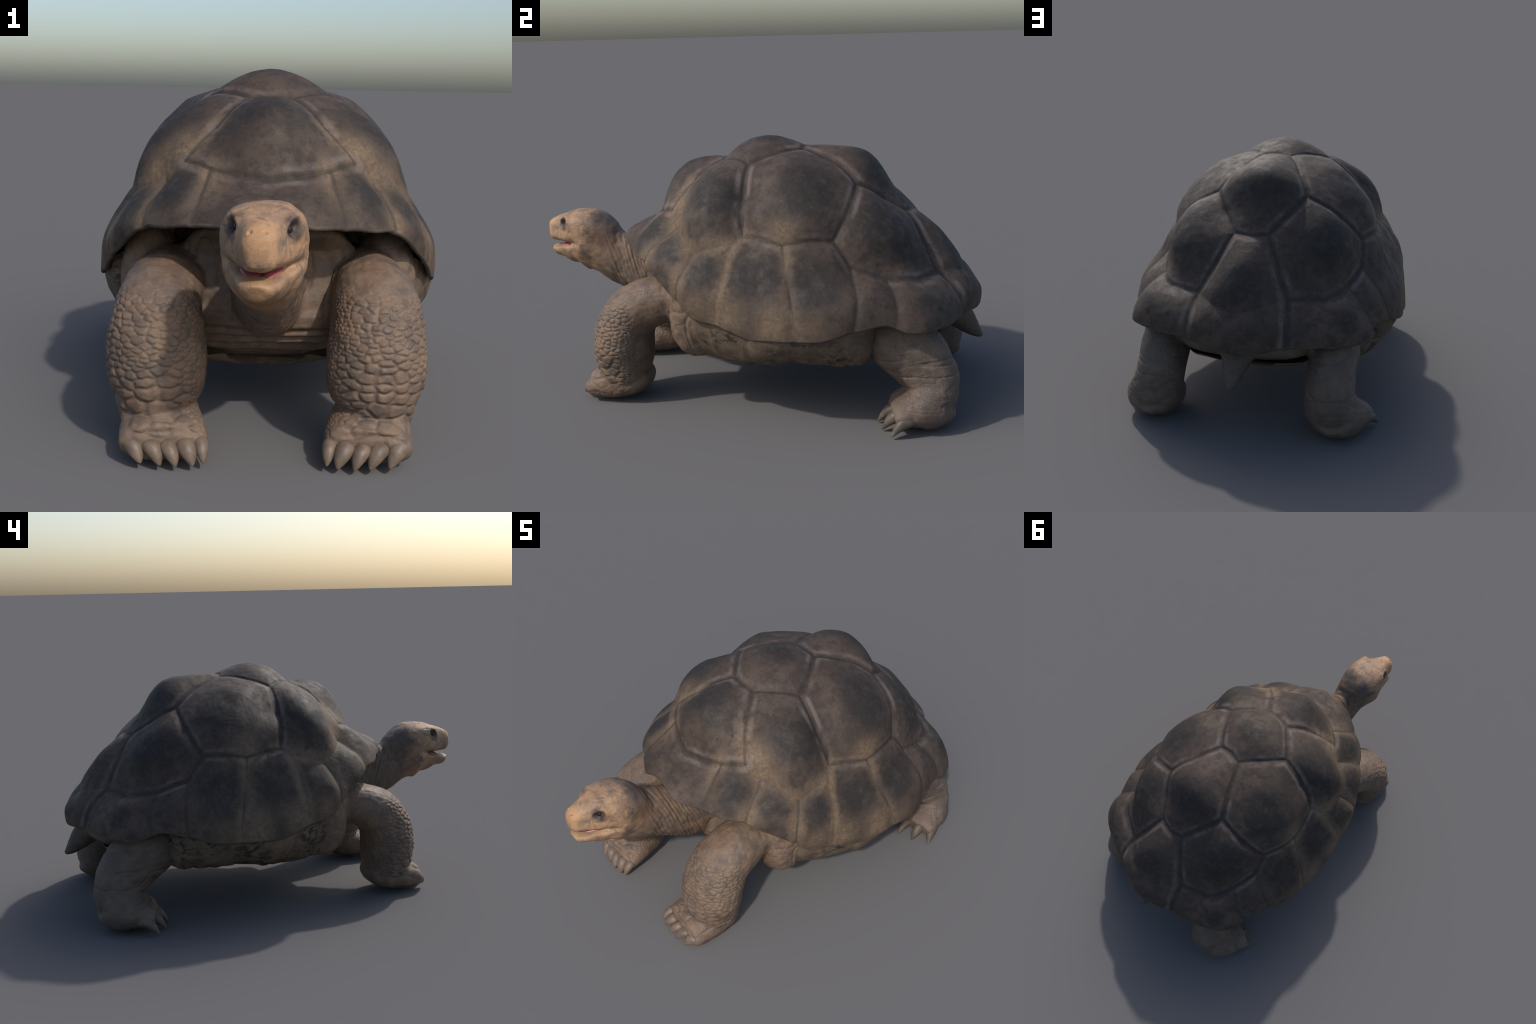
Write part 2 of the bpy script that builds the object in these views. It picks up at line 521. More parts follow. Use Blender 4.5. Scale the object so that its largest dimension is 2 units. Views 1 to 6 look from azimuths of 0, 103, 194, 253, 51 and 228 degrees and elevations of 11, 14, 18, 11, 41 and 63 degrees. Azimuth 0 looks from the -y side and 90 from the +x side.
def build_body(root, mats):
    prims = {"head": [(turned(SKULL), 2.75), (turned(JAW), 1.9)], "neck": [(NECK, 2.1)], "torso": [(TORSO, 2.6), (POUCH, 2.0), (mirror(POUCH), 2.0)],
             "foreleg": [(FORELEG, 2.1), (FOREFOOT, 2.4)], "foreleg.R": [(mirror(FORELEG), 2.1), (mirror(FOREFOOT), 2.4)],
             "hindleg": [(HINDLEG, 2.0), (HINDFOOT, 2.2)], "hindleg.R": [(mirror(HINDLEG), 2.0), (mirror(HINDFOOT), 2.2)], "tail": [(TAIL, 2.0)]}
    verts, faces, frames, base = [], [], {}, 0
    for part, tubes in prims.items():
        for rows, power in tubes:
            v, f, frame = tube(rows, power=power)
            frames.setdefault(part, []).append(frame)
            # keep every tube the right way out
            vol = sum(np.dot(v[q[0]], np.cross(v[q[1]], v[q[2]])) for q in f) + sum(np.dot(v[q[0]], np.cross(v[q[2]], v[q[3]])) for q in f if len(q) == 4)
            faces += [tuple(base + i for i in (q if vol > 0 else q[::-1])) for q in f]
            verts.append(v)
            base += len(v)
    me = make_mesh("body_tubes", np.vstack(verts), faces)
    tmp = bpy.data.objects.new("body_tubes", me)
    bpy.context.collection.objects.link(tmp)
    m = tmp.modifiers.new("fuse", "REMESH")
    m.mode, m.voxel_size, m.adaptivity = "VOXEL", VOXEL, 0.0
    dg = bpy.context.evaluated_depsgraph_get()
    fused = bpy.data.meshes.new_from_object(tmp.evaluated_get(dg))
    bpy.data.objects.remove(tmp)
    bpy.data.meshes.remove(me)
    nv = len(fused.vertices)
    v = np.empty(nv * 3)
    fused.vertices.foreach_get("co", v)
    v = v.reshape(-1, 3)
    loops = np.empty(len(fused.loops), int)
    fused.loops.foreach_get("vertex_index", loops)
    f = loops.reshape(-1, 4)
    edges = np.empty(len(fused.edges) * 2, int)
    fused.edges.foreach_get("vertices", edges)
    edges = edges.reshape(-1, 2)
    bpy.data.meshes.remove(fused)
    deg = np.bincount(edges.ravel(), minlength=nv).astype(float)[:, None]

    def relax(v, steps, weight):
        for _ in range(steps):
            s = np.stack([np.bincount(edges[:, 0], v[edges[:, 1], k], nv) + np.bincount(edges[:, 1], v[edges[:, 0], k], nv) for k in range(3)], -1) / deg
            v = v + (s - v) * weight
        return v

    field = {p: np.min([tube_field(v, fr) for fr in frs], 0) for p, frs in frames.items()}
    names = list(field)
    stack = np.sort(np.stack([field[p] for p in names], 1), axis=1)
    blend = 1 - smooth(.0, .55, stack[:, 1] - stack[:, 0])          # near a join of two parts
    lips = smooth(-.80, -.86, v[:, 1])
    wgt = (.5 * blend * (1 - lips))[:, None]
    v = relax(v, 5, .5)
    v = relax(v, 70, wgt)
    v = relax(v, 14, (.5 * smooth(-.955, -.985, v[:, 1]) * smooth(.635, .66, v[:, 2]))[:, None])
    v = relax(v, 6, (.5 * smooth(-.935, -.965, v[:, 1]) * smooth(.592, .575, v[:, 2]))[:, None])
    v = relax(v, 40, (.5 * smooth(-.875, -.84, v[:, 1]) * smooth(-.72, -.77, v[:, 1]) * smooth(.10, .05, np.abs(v[:, 2] - .61)))[:, None])
    v = relax(v, 45, (.5 * smooth(-.97, -.93, v[:, 1]) * smooth(-.66, -.72, v[:, 1]) * smooth(.56, .525, v[:, 2]))[:, None])
    n = vertex_normals(v, f)
    label = np.stack([field[p] for p in names], 1).argmin(1)
    idx = {p: names.index(p) for p in names}

    x, y, z = v.T
    ax = np.abs(x)
    disp = .003 * fbm(v * 9, 3, 1) + .0012 * fbm(v * 28, 3, 2)
    is_fore = (label == idx["foreleg"]) | (label == idx["foreleg.R"])
    is_hind = (label == idx["hindleg"]) | (label == idx["hindleg.R"])
    soft = {p: relax((label == idx[p]).astype(float)[:, None], 12, .5)[:, 0] if False else (label == idx[p]).astype(float) for p in names}

    # --- hind legs and tail: cross creases
    warp = v + .02 * np.stack([noise(v * 8, 31), noise(v * 8, 32), noise(v * 8, 33)], -1)
    hind = np.where(is_hind, 1.0, 0) * smooth(.06, .14, z) + np.where(label == idx["tail"], .7, 0)
    disp -= hind * (.0042 * ridged(warp * [5, 5, 26], 41, 9) + .0016 * ridged(warp * [14, 14, 60], 42, 4))
    # --- neck: rings, and the long fold behind the jaw
    neck = smooth(-.70, -.64, y) * smooth(-.30, -.42, y) * np.where((label == idx["neck"]) | (label == idx["head"]), 1, 0)
    slant = y + .35 * (z - .56)
    disp -= neck * (.0038 * ridged(np.stack([x * 7 + 5, slant * 30, z * 5], -1), 51, 5) + .0016 * ridged(np.stack([x * 16, slant * 75, z * 12], -1), 52, 4))
    rings = np.sin(slant * 330 + 5.0 * noise(v * [7, 7, 5], 53) + 1.6 * noise(v * 18, 54))
    disp += neck * (.0009 + .0009 * noise(v * 9, 55)) * rings
    fold = [np.array([.108, -.79, .612]), np.array([.104, -.735, .575]), np.array([.098, -.67, .515]), np.array([.098, -.60, .455]), np.array([.11, -.52, .42])]
    for sgn in (1, -1):
        dmin = np.full(nv, 9.0)
        for p, q in zip(fold, fold[1:]):
            p, q = p * [sgn, 1, 1], q * [sgn, 1, 1]
            t = np.clip(((v - p) @ (q - p)) / ((q - p) @ (q - p)), 0, 1)
            dmin = np.minimum(dmin, np.linalg.norm(v - p - t[:, None] * (q - p), axis=1))
        disp += -.008 * np.exp(-(dmin / .007) ** 2) + .004 * np.exp(-((dmin - .022) / .013) ** 2)
    # --- chest: long folds
    chest = np.where(label == idx["torso"], 1.0, 0) * smooth(-.22, -.30, y) * (1 - smooth(.24, .34, ax))
    disp += chest * .0055 * np.sin(z * 210 + 2.2 * noise(v * [5, 5, 12], 61)) * smooth(.36, .29, z)
    disp -= chest * (.007 * ridged(warp * [20, 8, 6], 62, 4) * smooth(.30, .40, z))
    pouch = np.where(label == idx["torso"], 1.0, 0) * smooth(.22, .30, ax) * smooth(0.0, -.06, y)
    disp -= pouch * (.005 * ridged(warp * [9, 9, 6], 63, 6) + .0025 * ridged(warp * 24, 64, 4))
    # --- upper arm: fine creases
    arm = np.where(is_fore, 1.0, 0)
    disp -= arm * smooth(.34, .44, z) * .0010 * ridged(warp * [22, 40, 40], 65, 4)

    # --- head: eye sockets, brow, nostrils, cheek plates
    for sgn in (1, -1):
        e = v[np.linalg.norm(v - EYE[sgn], axis=1).argmin()]
        EYE_ON[sgn] = e
        along = unit(np.array([sgn * .55, .62, .55]))        # the lids slant up and back
        rel = v - e
        u = rel @ along
        w = np.sqrt(np.maximum((rel ** 2).sum(1) - u * u, 0))
        d = np.sqrt((u / 1.7) ** 2 + w ** 2)
        disp += -.014 * np.exp(-(d / .0120) ** 2) + .0030 * np.exp(-((d - .0225) / .007) ** 2)
        b = e + [sgn * .004, .012, .030]
        disp += .0070 * np.exp(-(np.linalg.norm(v - b, axis=1) / .022) ** 2)
        lid0, lid1 = e + [-sgn * .018, -.016, .009], e + [sgn * .012, .018, .034]
        t = np.clip(((v - lid0) @ (lid1 - lid0)) / ((lid1 - lid0) @ (lid1 - lid0)), 0, 1)
        disp += .0075 * np.exp(-(np.linalg.norm(v - lid0 - t[:, None] * (lid1 - lid0), axis=1) / .0085) ** 2)
        nose = v[np.linalg.norm(v - NOSTRIL[sgn], axis=1).argmin()]
        d = np.linalg.norm(v - nose, axis=1)
        disp += -.0075 * np.exp(-(d / .0055) ** 2) + .0012 * np.exp(-((d - .0090) / .0035) ** 2)
    hd = np.where(label == idx["head"], 1.0, 0)
    plates = np.abs(noise(v * [26, 26, 26] + 4, 71))
    disp -= hd * smooth(-.95, -.88, y) * smooth(-.77, -.81, y) * smooth(.60, .66, z) * .0020 * np.clip(1 - plates * 5, 0, 1)

    # --- fore legs: overlapping horny scales
    cell = np.full(nv, -1)
    cells = 0
    for part, sgn in (("foreleg", 1), ("foreleg.R", -1)):
        ids = np.where(label == idx[part])[0]
        p = v[ids] * [sgn, 1, 1]
        nn = n[ids] * [sgn, 1, 1]
        front = -nn[:, 1] * .9 + nn[:, 0] * .45 + .25
        zone = smooth(-.50, -.12, front) * smooth(.50, .43, p[:, 2]) * smooth(-.385, -.44, p[:, 1] + .25 * np.clip(p[:, 2] - .3, 0, 1)) * smooth(.012, .03, p[:, 2])
        low = smooth(.06, .30, .40 - p[:, 2])
        rad = .013 + .047 * smooth(.15, 1.0, front) * (.30 + .70 * low)
        rad = rad * (1 + .32 * noise(p * 14, 80 + sgn))
        stretch = np.array([1.0, 1.0, 1.85])
        ok = np.where(zone > .12)[0]
        seq = rng.permutation(ok)[:9000]
        seeds, srad = np.empty((0, 3)), np.empty(0)
        for q in seq:
            if len(seeds) == 0 or (np.linalg.norm((seeds - p[q]) * stretch, axis=1) > .5 * (srad + rad[q]) * 1.0).all():
                seeds, srad = np.vstack([seeds, p[q]]), np.append(srad, rad[q])
        near, second, who = np.full(len(p), 9.0), np.full(len(p), 9.0), np.zeros(len(p), int)
        pw = p + .004 * np.stack([noise(p * 45, 81), noise(p * 45, 82), noise(p * 45, 83)], -1)
        for k in range(len(seeds)):
            d = np.linalg.norm((pw - seeds[k]) * stretch, axis=1) / srad[k]
            better = d < near
            second = np.where(better, near, np.minimum(second, d))
            who = np.where(better, k, who)
            near = np.where(better, d, near)
        edge = (second - near) * .5                               # 0 on the border between two scales
        big = (srad[who] / .03) ** .6 * (.30 + .70 * smooth(.07, .15, p[:, 2]))
        dome = smooth(0, .30, edge) ** .75
        tilt = np.clip((seeds[who][:, 2] - p[:, 2]) / srad[who], -1, 1)
        disp[ids] += zone * big * (.0048 * dome - .0031 + .0032 * tilt * dome)
        c = np.where((zone > .3) & (edge > .05) & (near < 1.2), who + cells, -1)
        cell[ids] = c
        cells += len(seeds)
    print("scales", cells)
    v = v + n * disp[:, None]
    v[:, 2] = np.maximum(v[:, 2], 0.0)
    n = vertex_normals(v, f)

    # --- cut into parts
    flabel = np.array([np.bincount(r, minlength=len(names)).argmax() for r in label[f]]) if False else label[f[:, 0]]
    fcell = np.where((cell[f] == cell[f[:, :1]]).all(1), cell[f[:, 0]], -1)
    parts = {}
    for p in names:
        pick = (flabel == idx[p]) & (fcell < 0)
        kind = {"foreleg.R": "foreleg", "hindleg": "hind_leg", "hindleg.R": "hind_leg"}.get(p, p)
        parts[p] = split_part(kind, v, f[pick], n, root, mats["skin"])
    sizes = np.bincount(fcell[fcell >= 0], minlength=cells)
    order = np.argsort(-sizes)
    keep = order[:300]
    for k in keep:
        if sizes[k] < 8:
            continue
        pick = fcell == k
        owner = names[flabel[pick][0]]
        split_part("scale", v, f[pick], n, parts[owner], mats["skin"])
    for p in ("foreleg", "foreleg.R"):
        pick = np.isin(fcell, order[300:]) & (fcell >= 0) & (flabel == idx[p])
        if pick.any():
            o = split_part("small_scales", v, f[pick], n, parts[p], mats["skin"])
            o["kind"] = "stuff"
    return parts


EYE = {1: np.array([.052, -.893, .716]), -1: np.array([-.086, -.881, .717])}
NOSTRIL = {1: np.array([-.012, -.987, .722]), -1: np.array([-.051, -.983, .722])}
EYE_ON = {}
VOXEL = .0035


def claw_mesh(name, base, tip, width, height, droop, blunt=2.4):
    """A curved horn, round on top, from base to tip."""
    base, tip = np.array(base, float), np.array(tip, float)
    axis = tip - base
    length = np.linalg.norm(axis)
    t = axis / length
    side = unit(np.cross(t, [0, 0, 1]))
    up = np.cross(side, t)
    rings, sides = 22, 20
    v = []
    for k in range(rings):
        s = k / (rings - 1)
        taper = (1 - s ** blunt) ** .75 * (.6 + .4 * math.sqrt(1 - (1 - min(1, s / .25)) ** 2))
        c = base + axis * s + up * droop * math.sin(math.pi * min(1, s * 1.05)) * length
        for j in range(sides):
            a = 2 * math.pi * j / sides
            w, h = width * max(taper, .02), height * max(taper, .02)
            v.append(c + side * w * math.cos(a) + up * h * math.sin(a) * (1 if math.sin(a) > 0 else .7))
    f = grid_faces(rings, sides)
    f.append(tuple(range(sides))[::-1])
    f.append(tuple((rings - 1) * sides + j for j in range(sides)))
    v = np.array(v)
    v[:, 2] = np.maximum(v[:, 2], .001)
    return make_mesh(name, v, f)


def ball(name, centre, radius, scale=(1, 1, 1), rings=24, sides=32):
    v = []
    for i in range(rings + 1):
        th = math.pi * i / rings
        for j in range(sides):
            ph = 2 * math.pi * j / sides
            v.append(np.array(centre) + radius * np.array(scale) * [math.sin(th) * math.cos(ph), math.sin(th) * math.sin(ph), math.cos(th)])
    return make_mesh(name, v, grid_faces(rings + 1, sides))


def build_details(parts, mats):
    fore = [((.392, -.640, .066), (.345, -.706, .019), .031), ((.334, -.655, .062), (.290, -.714, .017), .028), ((.283, -.660, .062), (.246, -.716, .015), .026),
            ((.235, -.655, .064), (.199, -.712, .017), .029), ((.186, -.640, .070), (.171, -.702, .020), .022)]
    hind = [((.496, .748, .062), (.562, .656, .010), .035), ((.468, .705, .062), (.486, .612, .005), .033), ((.404, .692, .066), (.411, .586, .004), .031)]
    for sgn, fp, hp in ((1, "foreleg", "hindleg"), (-1, "foreleg.R", "hindleg.R")):
        for b, t, w in fore:
            add("claw", claw_mesh("claw", np.array(b) * [sgn, 1, 1], np.array(t) * [sgn, 1, 1], w, w * .95, .10), parts[fp], mats["claw"])
        for b, t, w in hind:
            add("claw", claw_mesh("claw", np.array(b) * [sgn, 1, 1], np.array(t) * [sgn, 1, 1], w, w * 1.1, .13, 1.5), parts[hp], mats["hind_claw"])
        e = EYE_ON[sgn]
        inward = unit(np.array([-.018, -.85, .70]) - e)
        add("eye", ball("eye", e + inward * .0215, .0165), parts["head"], mats["eye"])
    # tongue and the dark mouth behind it
    tv, tf = [], None
    rows = turned([(0, -.945, .598, .026, .007), (0, -.933, .601, .036, .010), (0, -.91, .606, .046, .012), (0, -.88, .612, .055, .013), (0, -.85, .612, .055, .012)])
    v, f, _ = tube(rows, sides=32, per=8, power=2.2)
    local = v[:, 0] - np.interp(-v[:, 1], -rows[::-1, 1][::-1], rows[:, 0])
    v[:, 2] -= .006 * np.exp(-(local / .007) ** 2) * (v[:, 2] > .60)
    add("tongue", make_mesh("tongue", v, f), parts["head"], mats["tongue"])


# ------------------------------------------------------------------ plastron
def build_plastron(root, mat):
    rows = [  # y, half width at the rim, half width of the flat, z top, z edge, z centre
        (-.256, .12, .10, .206, .190, .178), (-.240, .26, .21, .225, .194, .167), (-.20, .42, .30, .50, .212, .161), (-.15, .505, .35, .50, .232, .162), (-.08, .534, .395, .47, .236, .163), (.0, .556, .425, .44, .236, .166),
        (.12, .586, .440, .40, .238, .172), (.25, .594, .420, .40, .248, .182), (.38, .588, .435, .43, .250, .192), (.47, .562, .452, .44, .256, .206), (.535, .520, .462, .43, .264, .226), (.578, .45, .40, .42, .270, .240),
        (.64, .29, .24, .33, .274, .254), (.72, .27, .22, .31, .284, .272), (.79, .23, .18, .31, .294, .286), (.82, .14, .10, .31, .299, .294)]
    c = catmull(rows, 9)
    v, cols = [], 150
    for y, wr, wf, zt, ze, zc in c:
        half = []
        for s in np.linspace(0, 1, cols // 2):
            if s < .5:                       # flat bottom, from the middle outward
                u = s / .5
                half.append((wf * u, zc + (ze - zc) * u ** 2.4))
            else:                            # bridge, rounding up to the rim
                u = (s - .5) / .5
                a = u * math.pi / 2
                half.append((wf + (wr - wf) * math.sin(a) ** 1.1, ze + (zt - ze) * (1 - math.cos(a)) ** .9))
        half = np.array(half)
        ring = np.vstack([half * [-1, 1], half])
        order = np.vstack([(half * [-1, 1])[::-1], half[1:]])
        v.append(np.column_stack([order[:, 0], np.full(len(order), y), order[:, 1]]))
    rows_n, cols_n = len(v), len(v[0])
    v = np.vstack(v)
    f = np.array(grid_faces(rows_n, cols_n, wrap=False))
    n = vertex_normals(v, f)
    if n[:, 2].mean() > 0:
        f = f[:, ::-1]
        n = -n
    ax = np.abs(v[:, 0])
    side = smooth(.25, .42, ax)
    disp = .006 * fbm(v * [5, 5, 5], 3, 91) + .003 * fbm(v * 16, 3, 92)
    seams = np.zeros(len(v))
    for yy in (-.13, .12, .30, .50, .66):
        seams = np.maximum(seams, np.exp(-((v[:, 1] - yy - .03 * np.sin(ax * 9) - .008 * noise(v * 12, 93)) / .009) ** 2))
    seams = np.maximum(seams, np.exp(-(v[:, 0] / .008) ** 2))
    disp -= .007 * seams
    disp += .006 * side * ridged(v * [6, 9, 6], 95, 3)
    v = v + n * disp[:, None]
    # close the top so that the plate has a body
    first = v.reshape(rows_n, cols_n, 3)
    lid = np.stack([first[:, 0], first[:, -1]], 1)
    k = len(v)
    mid = lid.mean(1)
    v2 = np.vstack([v, mid])
    extra = []
    for r in range(rows_n - 1):
        extra.append((r * cols_n, (r + 1) * cols_n, k + r + 1, k + r))
        extra.append((k + r, k + r + 1, (r + 1) * cols_n + cols_n - 1, r * cols_n + cols_n - 1))
    front = tuple(range(cols_n)) + (k,)
    back = tuple((rows_n - 1) * cols_n + i for i in range(cols_n)) + (k + rows_n - 1,)
    me = make_mesh("plastron", v2, [tuple(q) for q in f] + extra + [front[::-1], back])
    return add("plastron", me, root, mat)


# ------------------------------------------------------------------ materials
def shell_material():
    g = Graph("carapace_horn", .62)
    p = g.folded()
    wob = g.vec("SCALE", g.vec("SUBTRACT", g_noise_colour(g, 9.0), (.5, .5, .5)), scale=.02)
    d = g.vec("NORMALIZE", g.vec("ADD", g.vec("NORMALIZE", g.vec("SUBTRACT", p, tuple(CENTRE))), wob))
    strong, weak, worn = [], [], []
    for a, b, w in SEGMENTS:
        ab = b - a
        t = g.math("MULTIPLY", g.vec("DOT_PRODUCT", g.vec("SUBTRACT", d, tuple(a)), tuple(ab)), 1 / float(ab @ ab), clamp=True)
        q = g.vec("NORMALIZE", g.vec("ADD", g.vec("MULTIPLY", combine(g, t), tuple(ab)), tuple(a)))
        dist = g.vec("DISTANCE", d, q)
        if w >= .3:
            (strong if w > .7 else weak).append(dist)
        mid = CENTRE + (a + b) * .3
        if w <= .62 and mid[1] < .5 and mid[2] < .95:
            worn.append(dist)
    ds, dw, dt = g.least(strong), g.least(weak), g.least(worn)

    n1 = g.noise(5, 5, .62)
    n2 = g.noise(22, 5, .65)
    n3 = g.noise(70, 4, .7)
    n4 = g.noise(38, 6, .75)
    base = g.mix(g.map(n1, .35, .65), (.049, .036, .029), (.080, .057, .043))
    base = g.mix(g.map(n2, .42, .66, 0, .8), base, (.037, .029, .0255))
    base = g.mix(g.map(n4, .54, .76, 0, .40), base, (.110, .083, .066))
    # tan, weathered bands along the seams of the forward flank, strongest round the first costal
    sepz = g.t.nodes.new("ShaderNodeSeparateXYZ")
    g.put(sepz.inputs[0], p)
    front = g.math("MULTIPLY", g.map(sepz.outputs[1], .62, .15), g.map(sepz.outputs[1], -.52, -.36))
    band = g.map(g.math("ADD", dt, g.math("MULTIPLY", g.math("SUBTRACT", n2, .5), .16)), .100, .016)
    tan_at = [((.318, -.262, .757), .03, .15), ((.27, -.25, .84), .02, .14), ((.36, -.36, .66), .0, .09), ((.56, .02, .47), .0, .13),
              ((.58, .22, .44), .02, .14), ((.47, .22, .78), .0, .12), ((.58, .36, .44), .0, .12), ((.53, .50, .55), .0, .10), ((.53, -.12, .50), .0, .10)]
    tan = g.math("MAXIMUM", g.math("MULTIPLY", band, .95), g.most([g.blob(p, c, r0, r1) for c, r0, r1 in tan_at]))
    tan = g.math("MULTIPLY", g.math("MULTIPLY", tan, front), g.math("MULTIPLY", g.map(n2, .28, .58, .30, 1), g.map(n4, .25, .65, .6, 1)))
    tanc = g.mix(g.map(n3, .3, .7), (.222, .153, .094), (.138, .099, .066))
    col = g.mix(g.math("MULTIPLY", tan, .92), base, tanc)
    # dark hearts of the scutes
    dark_at = [((0, .07, 1.11), .03, .11), ((0, .53, 1.0), .05, .16), ((0, .86, .64), .03, .15), ((.03, -.29, .98), .02, .14),
               ((.34, -.08, .92), .06, .18), ((.34, .30, .94), .07, .19), ((.32, .60, .80), .07, .19), ((.535, .125, .64), .05, .155), ((.545, .355, .61), .05, .165),
               ((.28, -.37, .735), .04, .12), ((.40, -.26, .69), .02, .11), ((.49, -.09, .63), .02, .125), ((.48, .56, .52), .02, .08), ((.43, .78, .52), .01, .08)]
    dark = g.most([g.blob(p, c, r0, r1) for c, r0, r1 in dark_at])
    dark = g.math("MULTIPLY", dark, g.map(g.math("ADD", n2, g.math("MULTIPLY", n4, .5)), .48, .80, .30, 1))
    col = g.mix(g.math("MULTIPLY", dark, .95), col, (.0255, .0220, .0205))
    # pale growth margins beside the main seams, worn unevenly; the seam itself is dark
    rimf = g.math("MULTIPLY", g.map(ds, .016, .028), g.map(ds, .060, .034))
    rimf = g.math("MULTIPLY", rimf, g.map(g.noise(9, 5, .65), .40, .64, .05, .72))
    col = g.mix(rimf, col, (.150, .118, .108))
    col = g.mix(g.math("MULTIPLY", g.map(ds, .015, .004, 0, .8), g.map(n2, .3, .6, .5, 1)), col, (.030, .026, .023))
    col = g.mix(g.map(dw, .014, .004, 0, .6), col, (.036, .030, .026))
    col = g.mix(g.map(n3, .50, .75, 0, .18), col, (.13, .105, .088))
    grain = g.noise(95, 6, .8, None, .4)
    col = g.mix(g.map(grain, .50, .30, 0, .45), col, (.020, .016, .014))
    col = g.mix(g.map(grain, .56, .76, 0, .35), col, (.150, .118, .092))
    rings = g.math("SINE", g.math("MULTIPLY", g.math("ADD", ds, g.math("MULTIPLY", n2, .05)), 190.0))
    h = g.math("ADD", g.math("MULTIPLY", rings, .12), g.math("ADD", n3, g.math("MULTIPLY", g.noise(160, 3, .6), .5)))
    g.bump(h, .25, .003)
    return g.done(col, g.map(n2, .3, .7, .60, .76), .25)


def g_noise_colour(g, scale):
    n = g.t.nodes.new("ShaderNodeTexNoise")
    g.put(n.inputs["Vector"], g.pos)
    n.inputs["Scale"].default_value = scale
    return n.outputs["Color"]


def combine(g, s):
    c = g.t.nodes.new("ShaderNodeCombineXYZ")
    for k in range(3):
        g.put(c.inputs[k], s)
    return c.outputs[0]


def under_material():
    g = Graph("carapace_underside", .7)
    n = g.noise(14, 4, .6)
    col = g.mix(g.map(n, .35, .65), (.055, .043, .036), (.10, .078, .060))
    g.bump(g.noise(60, 4, .6), .3, .003)
    return g.done(col, .7, .25)


def plastron_material():
    g = Graph("plastron_horn", .66)
    n = g.noise(13, 5, .65)
    fine = g.noise(55, 5, .7)
    col = g.mix(g.map(n, .35, .65), (.105, .078, .056), (.155, .112, .075))
    flakes = g.noise(26, 6, .72, g.scaled(g.pos, (1, 1, 1.6)), .6)
    where = g.noise(5, 3, .5)
    sx = g.vec("DOT_PRODUCT", g.folded(), (1, 0, .3))
    dark = g.math("MULTIPLY", g.math("MULTIPLY", g.map(flakes, .49, .57), g.map(where, .34, .52)), g.map(sx, .43, .54))
    col = g.mix(dark, col, (.034, .029, .026))
    col = g.mix(g.map(fine, .55, .8, 0, .3), col, (.06, .045, .035))
    g.bump(g.math("ADD", flakes, fine), .4, .004)
    return g.done(col, .66, .25)


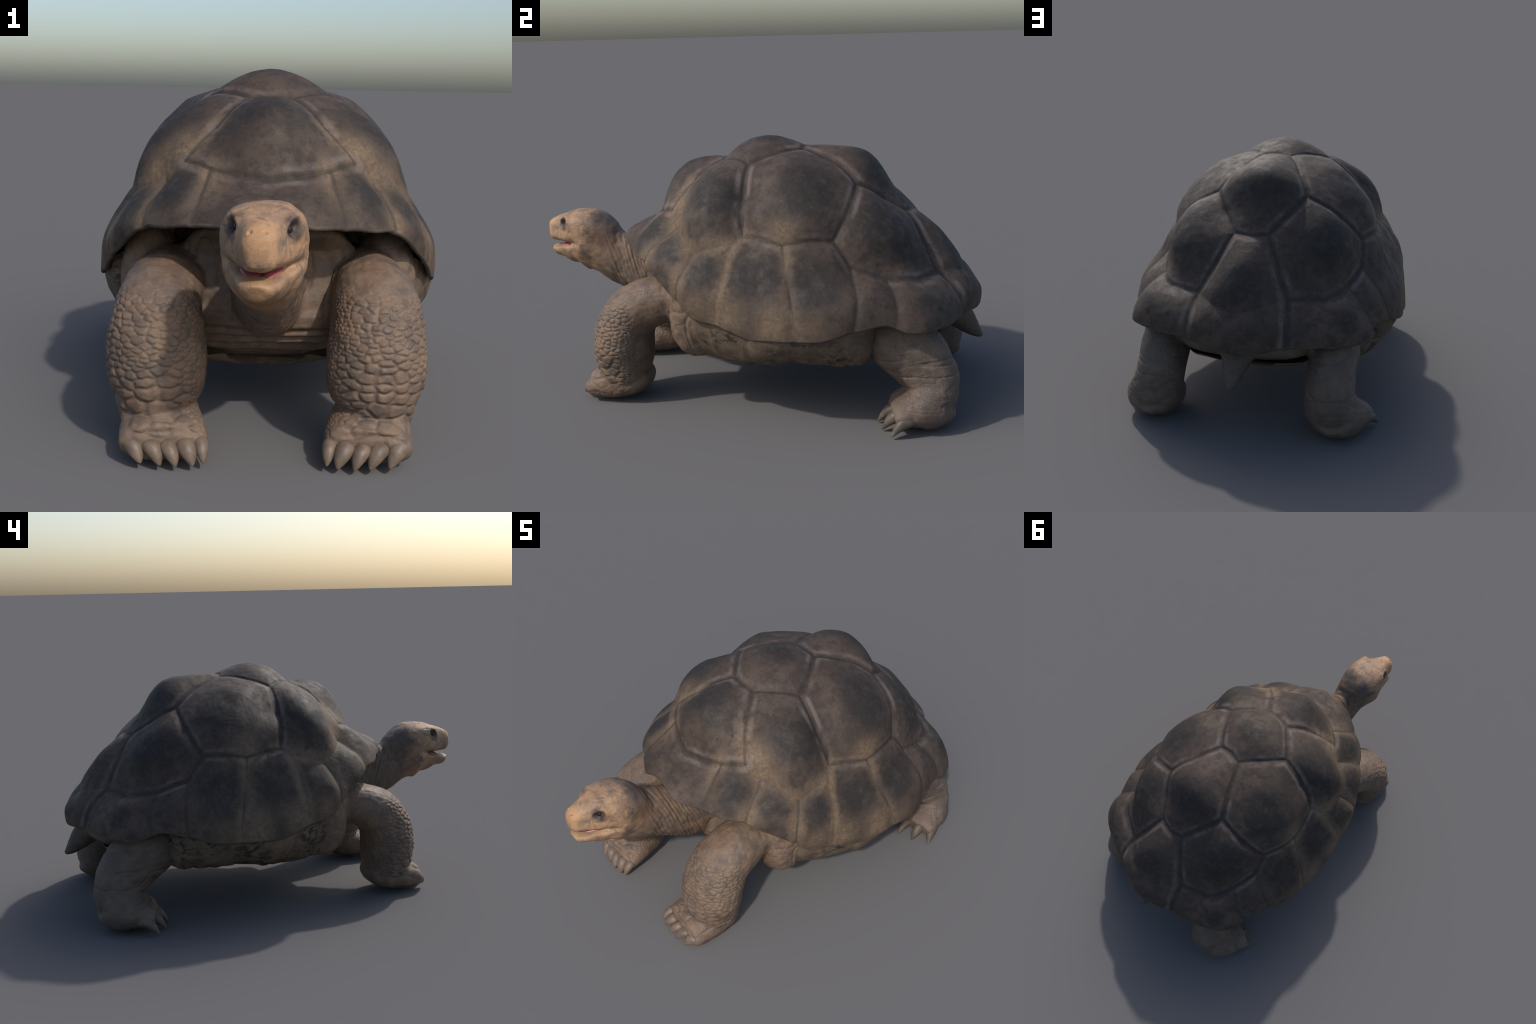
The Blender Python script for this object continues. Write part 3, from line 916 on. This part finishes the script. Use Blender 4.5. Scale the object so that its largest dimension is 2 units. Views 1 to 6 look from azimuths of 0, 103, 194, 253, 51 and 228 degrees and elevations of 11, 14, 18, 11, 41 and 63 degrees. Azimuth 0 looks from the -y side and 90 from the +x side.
def skin_material():
    g = Graph("tortoise_skin", .62)
    p = g.folded()
    n1 = g.noise(4.5, 5, .6)
    n2 = g.noise(17, 5, .62)
    n3 = g.noise(60, 5, .7)
    n4 = g.noise(32, 6, .75)
    col = g.mix(g.map(n2, .34, .66), (.115, .083, .062), (.178, .119, .080))
    col = g.mix(g.map(n4, .52, .74, 0, .5), col, (.27, .185, .125))
    col = g.mix(g.map(n4, .46, .28, 0, .55), col, (.080, .061, .049))
    blotch = g.math("MULTIPLY", g.map(g.noise(24, 3, .55), .50, .62), g.map(g.noise(6, 2, .5), .42, .55))
    col = g.mix(g.math("MULTIPLY", blotch, .55), col, (.072, .058, .050))
    col = g.mix(g.map(n1, .5, .72, 0, .55), col, (.235, .125, .068))
    col = g.mix(g.map(g.noise(9, 5, .66), .52, .68, 0, .6), col, (.085, .070, .062))
    sep = g.t.nodes.new("ShaderNodeSeparateXYZ")
    g.put(sep.inputs[0], g.pos)
    Y, Zc = sep.outputs[1], sep.outputs[2]
    # grey hind quarters
    col = g.mix(g.map(Y, .35, .65, 0, .75), col, g.mix(g.map(n2, .35, .65), (.098, .075, .061), (.138, .106, .085)))
    # head: paler, warm on snout and chin, grey on the nape
    head = g.map(Y, -.70, -.80)
    hcol = g.mix(g.map(n2, .36, .64), (.232, .148, .092), (.375, .226, .128))
    hcol = g.mix(g.map(n3, .5, .75, 0, .5), hcol, (.17, .125, .10))
    col = g.mix(head, col, hcol)
    grey = g.map(g.noise(20, 5, .7, None, .8), .50, .64)
    col = g.mix(g.math("MULTIPLY", g.math("MULTIPLY", head, grey), .65), col, (.120, .097, .083))
    nape = g.most([g.blob(g.pos, (.045, -.735, .755), .01, .065), g.blob(g.pos, (-.075, -.735, .745), .01, .065), g.blob(p, (.105, -.765, .70), .01, .07), g.blob(p, (.11, -.80, .585), .005, .05)])
    nape = g.math("MULTIPLY", nape, g.map(g.noise(30, 5, .7), .36, .60))
    col = g.mix(g.math("MULTIPLY", nape, .85), col, (.060, .053, .055))
    warm = g.most([g.blob(g.pos, turned_point((0, -.985, .70)), .02, .075), g.blob(g.pos, turned_point((0, -.97, .575)), .015, .06)])
    col = g.mix(g.math("MULTIPLY", warm, .85), col, g.mix(g.map(n2, .35, .65), (.33, .190, .095), (.44, .255, .130)))
    throat = g.blob(g.pos, turned_point((0, -.85, .495)), .03, .11)
    col = g.mix(g.math("MULTIPLY", throat, .75), col, (.200, .095, .045))
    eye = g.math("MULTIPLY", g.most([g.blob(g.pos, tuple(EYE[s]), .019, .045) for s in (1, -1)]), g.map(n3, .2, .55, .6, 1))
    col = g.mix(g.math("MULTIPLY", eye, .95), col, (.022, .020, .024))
    for s in (1, -1):
        d = g.blob(g.pos, tuple(NOSTRIL[s]), .003, .0085)
        col = g.mix(g.math("MULTIPLY", d, .8), col, (.13, .06, .02))
    # inside of the mouth and lips
    lip = g.blob(g.pos, turned_point((0, -.90, .611)), .035, .055, (1, 1, 3.2))
    col = g.mix(lip, col, (.11, .030, .026))
    # fine cracked relief
    cracks = g.map(g.voronoi(66, g.vec("ADD", g.scaled(g.pos, (1, 1, 2.4)), g.vec("SCALE", g_noise_colour(g, 14), scale=.05))), .0, .10)
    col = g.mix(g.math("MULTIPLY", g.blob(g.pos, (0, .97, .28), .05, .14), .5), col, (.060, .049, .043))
    leg = g.map(Y, .45, .6)
    col = g.mix(g.math("MULTIPLY", leg, g.math("MULTIPLY", g.map(cracks, .6, .1, 0, .36), g.map(Zc, .07, .15, .15, 1))), col, (.045, .036, .032))
    h = g.math("ADD", g.math("MULTIPLY", cracks, g.math("MULTIPLY", g.map(Y, .35, .6, .12, .7), g.map(Zc, .07, .15, .25, 1))), g.math("ADD", g.math("MULTIPLY", n3, .9), g.math("MULTIPLY", g.noise(170, 3, .6), .5)))
    g.bump(h, .45, .003)
    return g.done(col, g.map(n2, .3, .7, .5, .68), .35)


def plain_material(name, a, b, scale, rough, spec=.4, bump=.2):
    g = Graph(name, rough)
    n = g.noise(scale, 5, .65)
    g.bump(g.noise(scale * 3, 3, .6), bump, .002)
    return g.done(g.mix(g.map(n, .35, .65), a, b), rough, spec)


def eye_material():
    g = Graph("eye", .08)
    d = g.most([g.blob(g.pos, tuple(EYE[s] + [s * .006, -.006, 0]), .007, .010) for s in (1, -1)])
    return g.done(g.mix(d, (.022, .018, .017), (.005, .005, .006)), .16, .3)


# ------------------------------------------------------------------ build
root = bpy.data.objects.new("giant_tortoise", None)
bpy.context.collection.objects.link(root)
root["label"] = "large walking tortoise with dark domed shell and scaly legs"
root["category"] = "tortoise"

mats = {"skin": skin_material(), "claw": plain_material("claw_horn", (.108, .079, .058), (.165, .120, .086), 26, .5), "eye": eye_material(),
        "hind_claw": plain_material("hind_claw_horn", (.078, .061, .049), (.125, .096, .073), 26, .5),
        "tongue": plain_material("tongue", (.27, .060, .068), (.35, .095, .100), 40, .35, .5)}
build_carapace(root, shell_material(), under_material())
build_plastron(root, plastron_material())
parts = build_body(root, mats)
build_details(parts, mats)
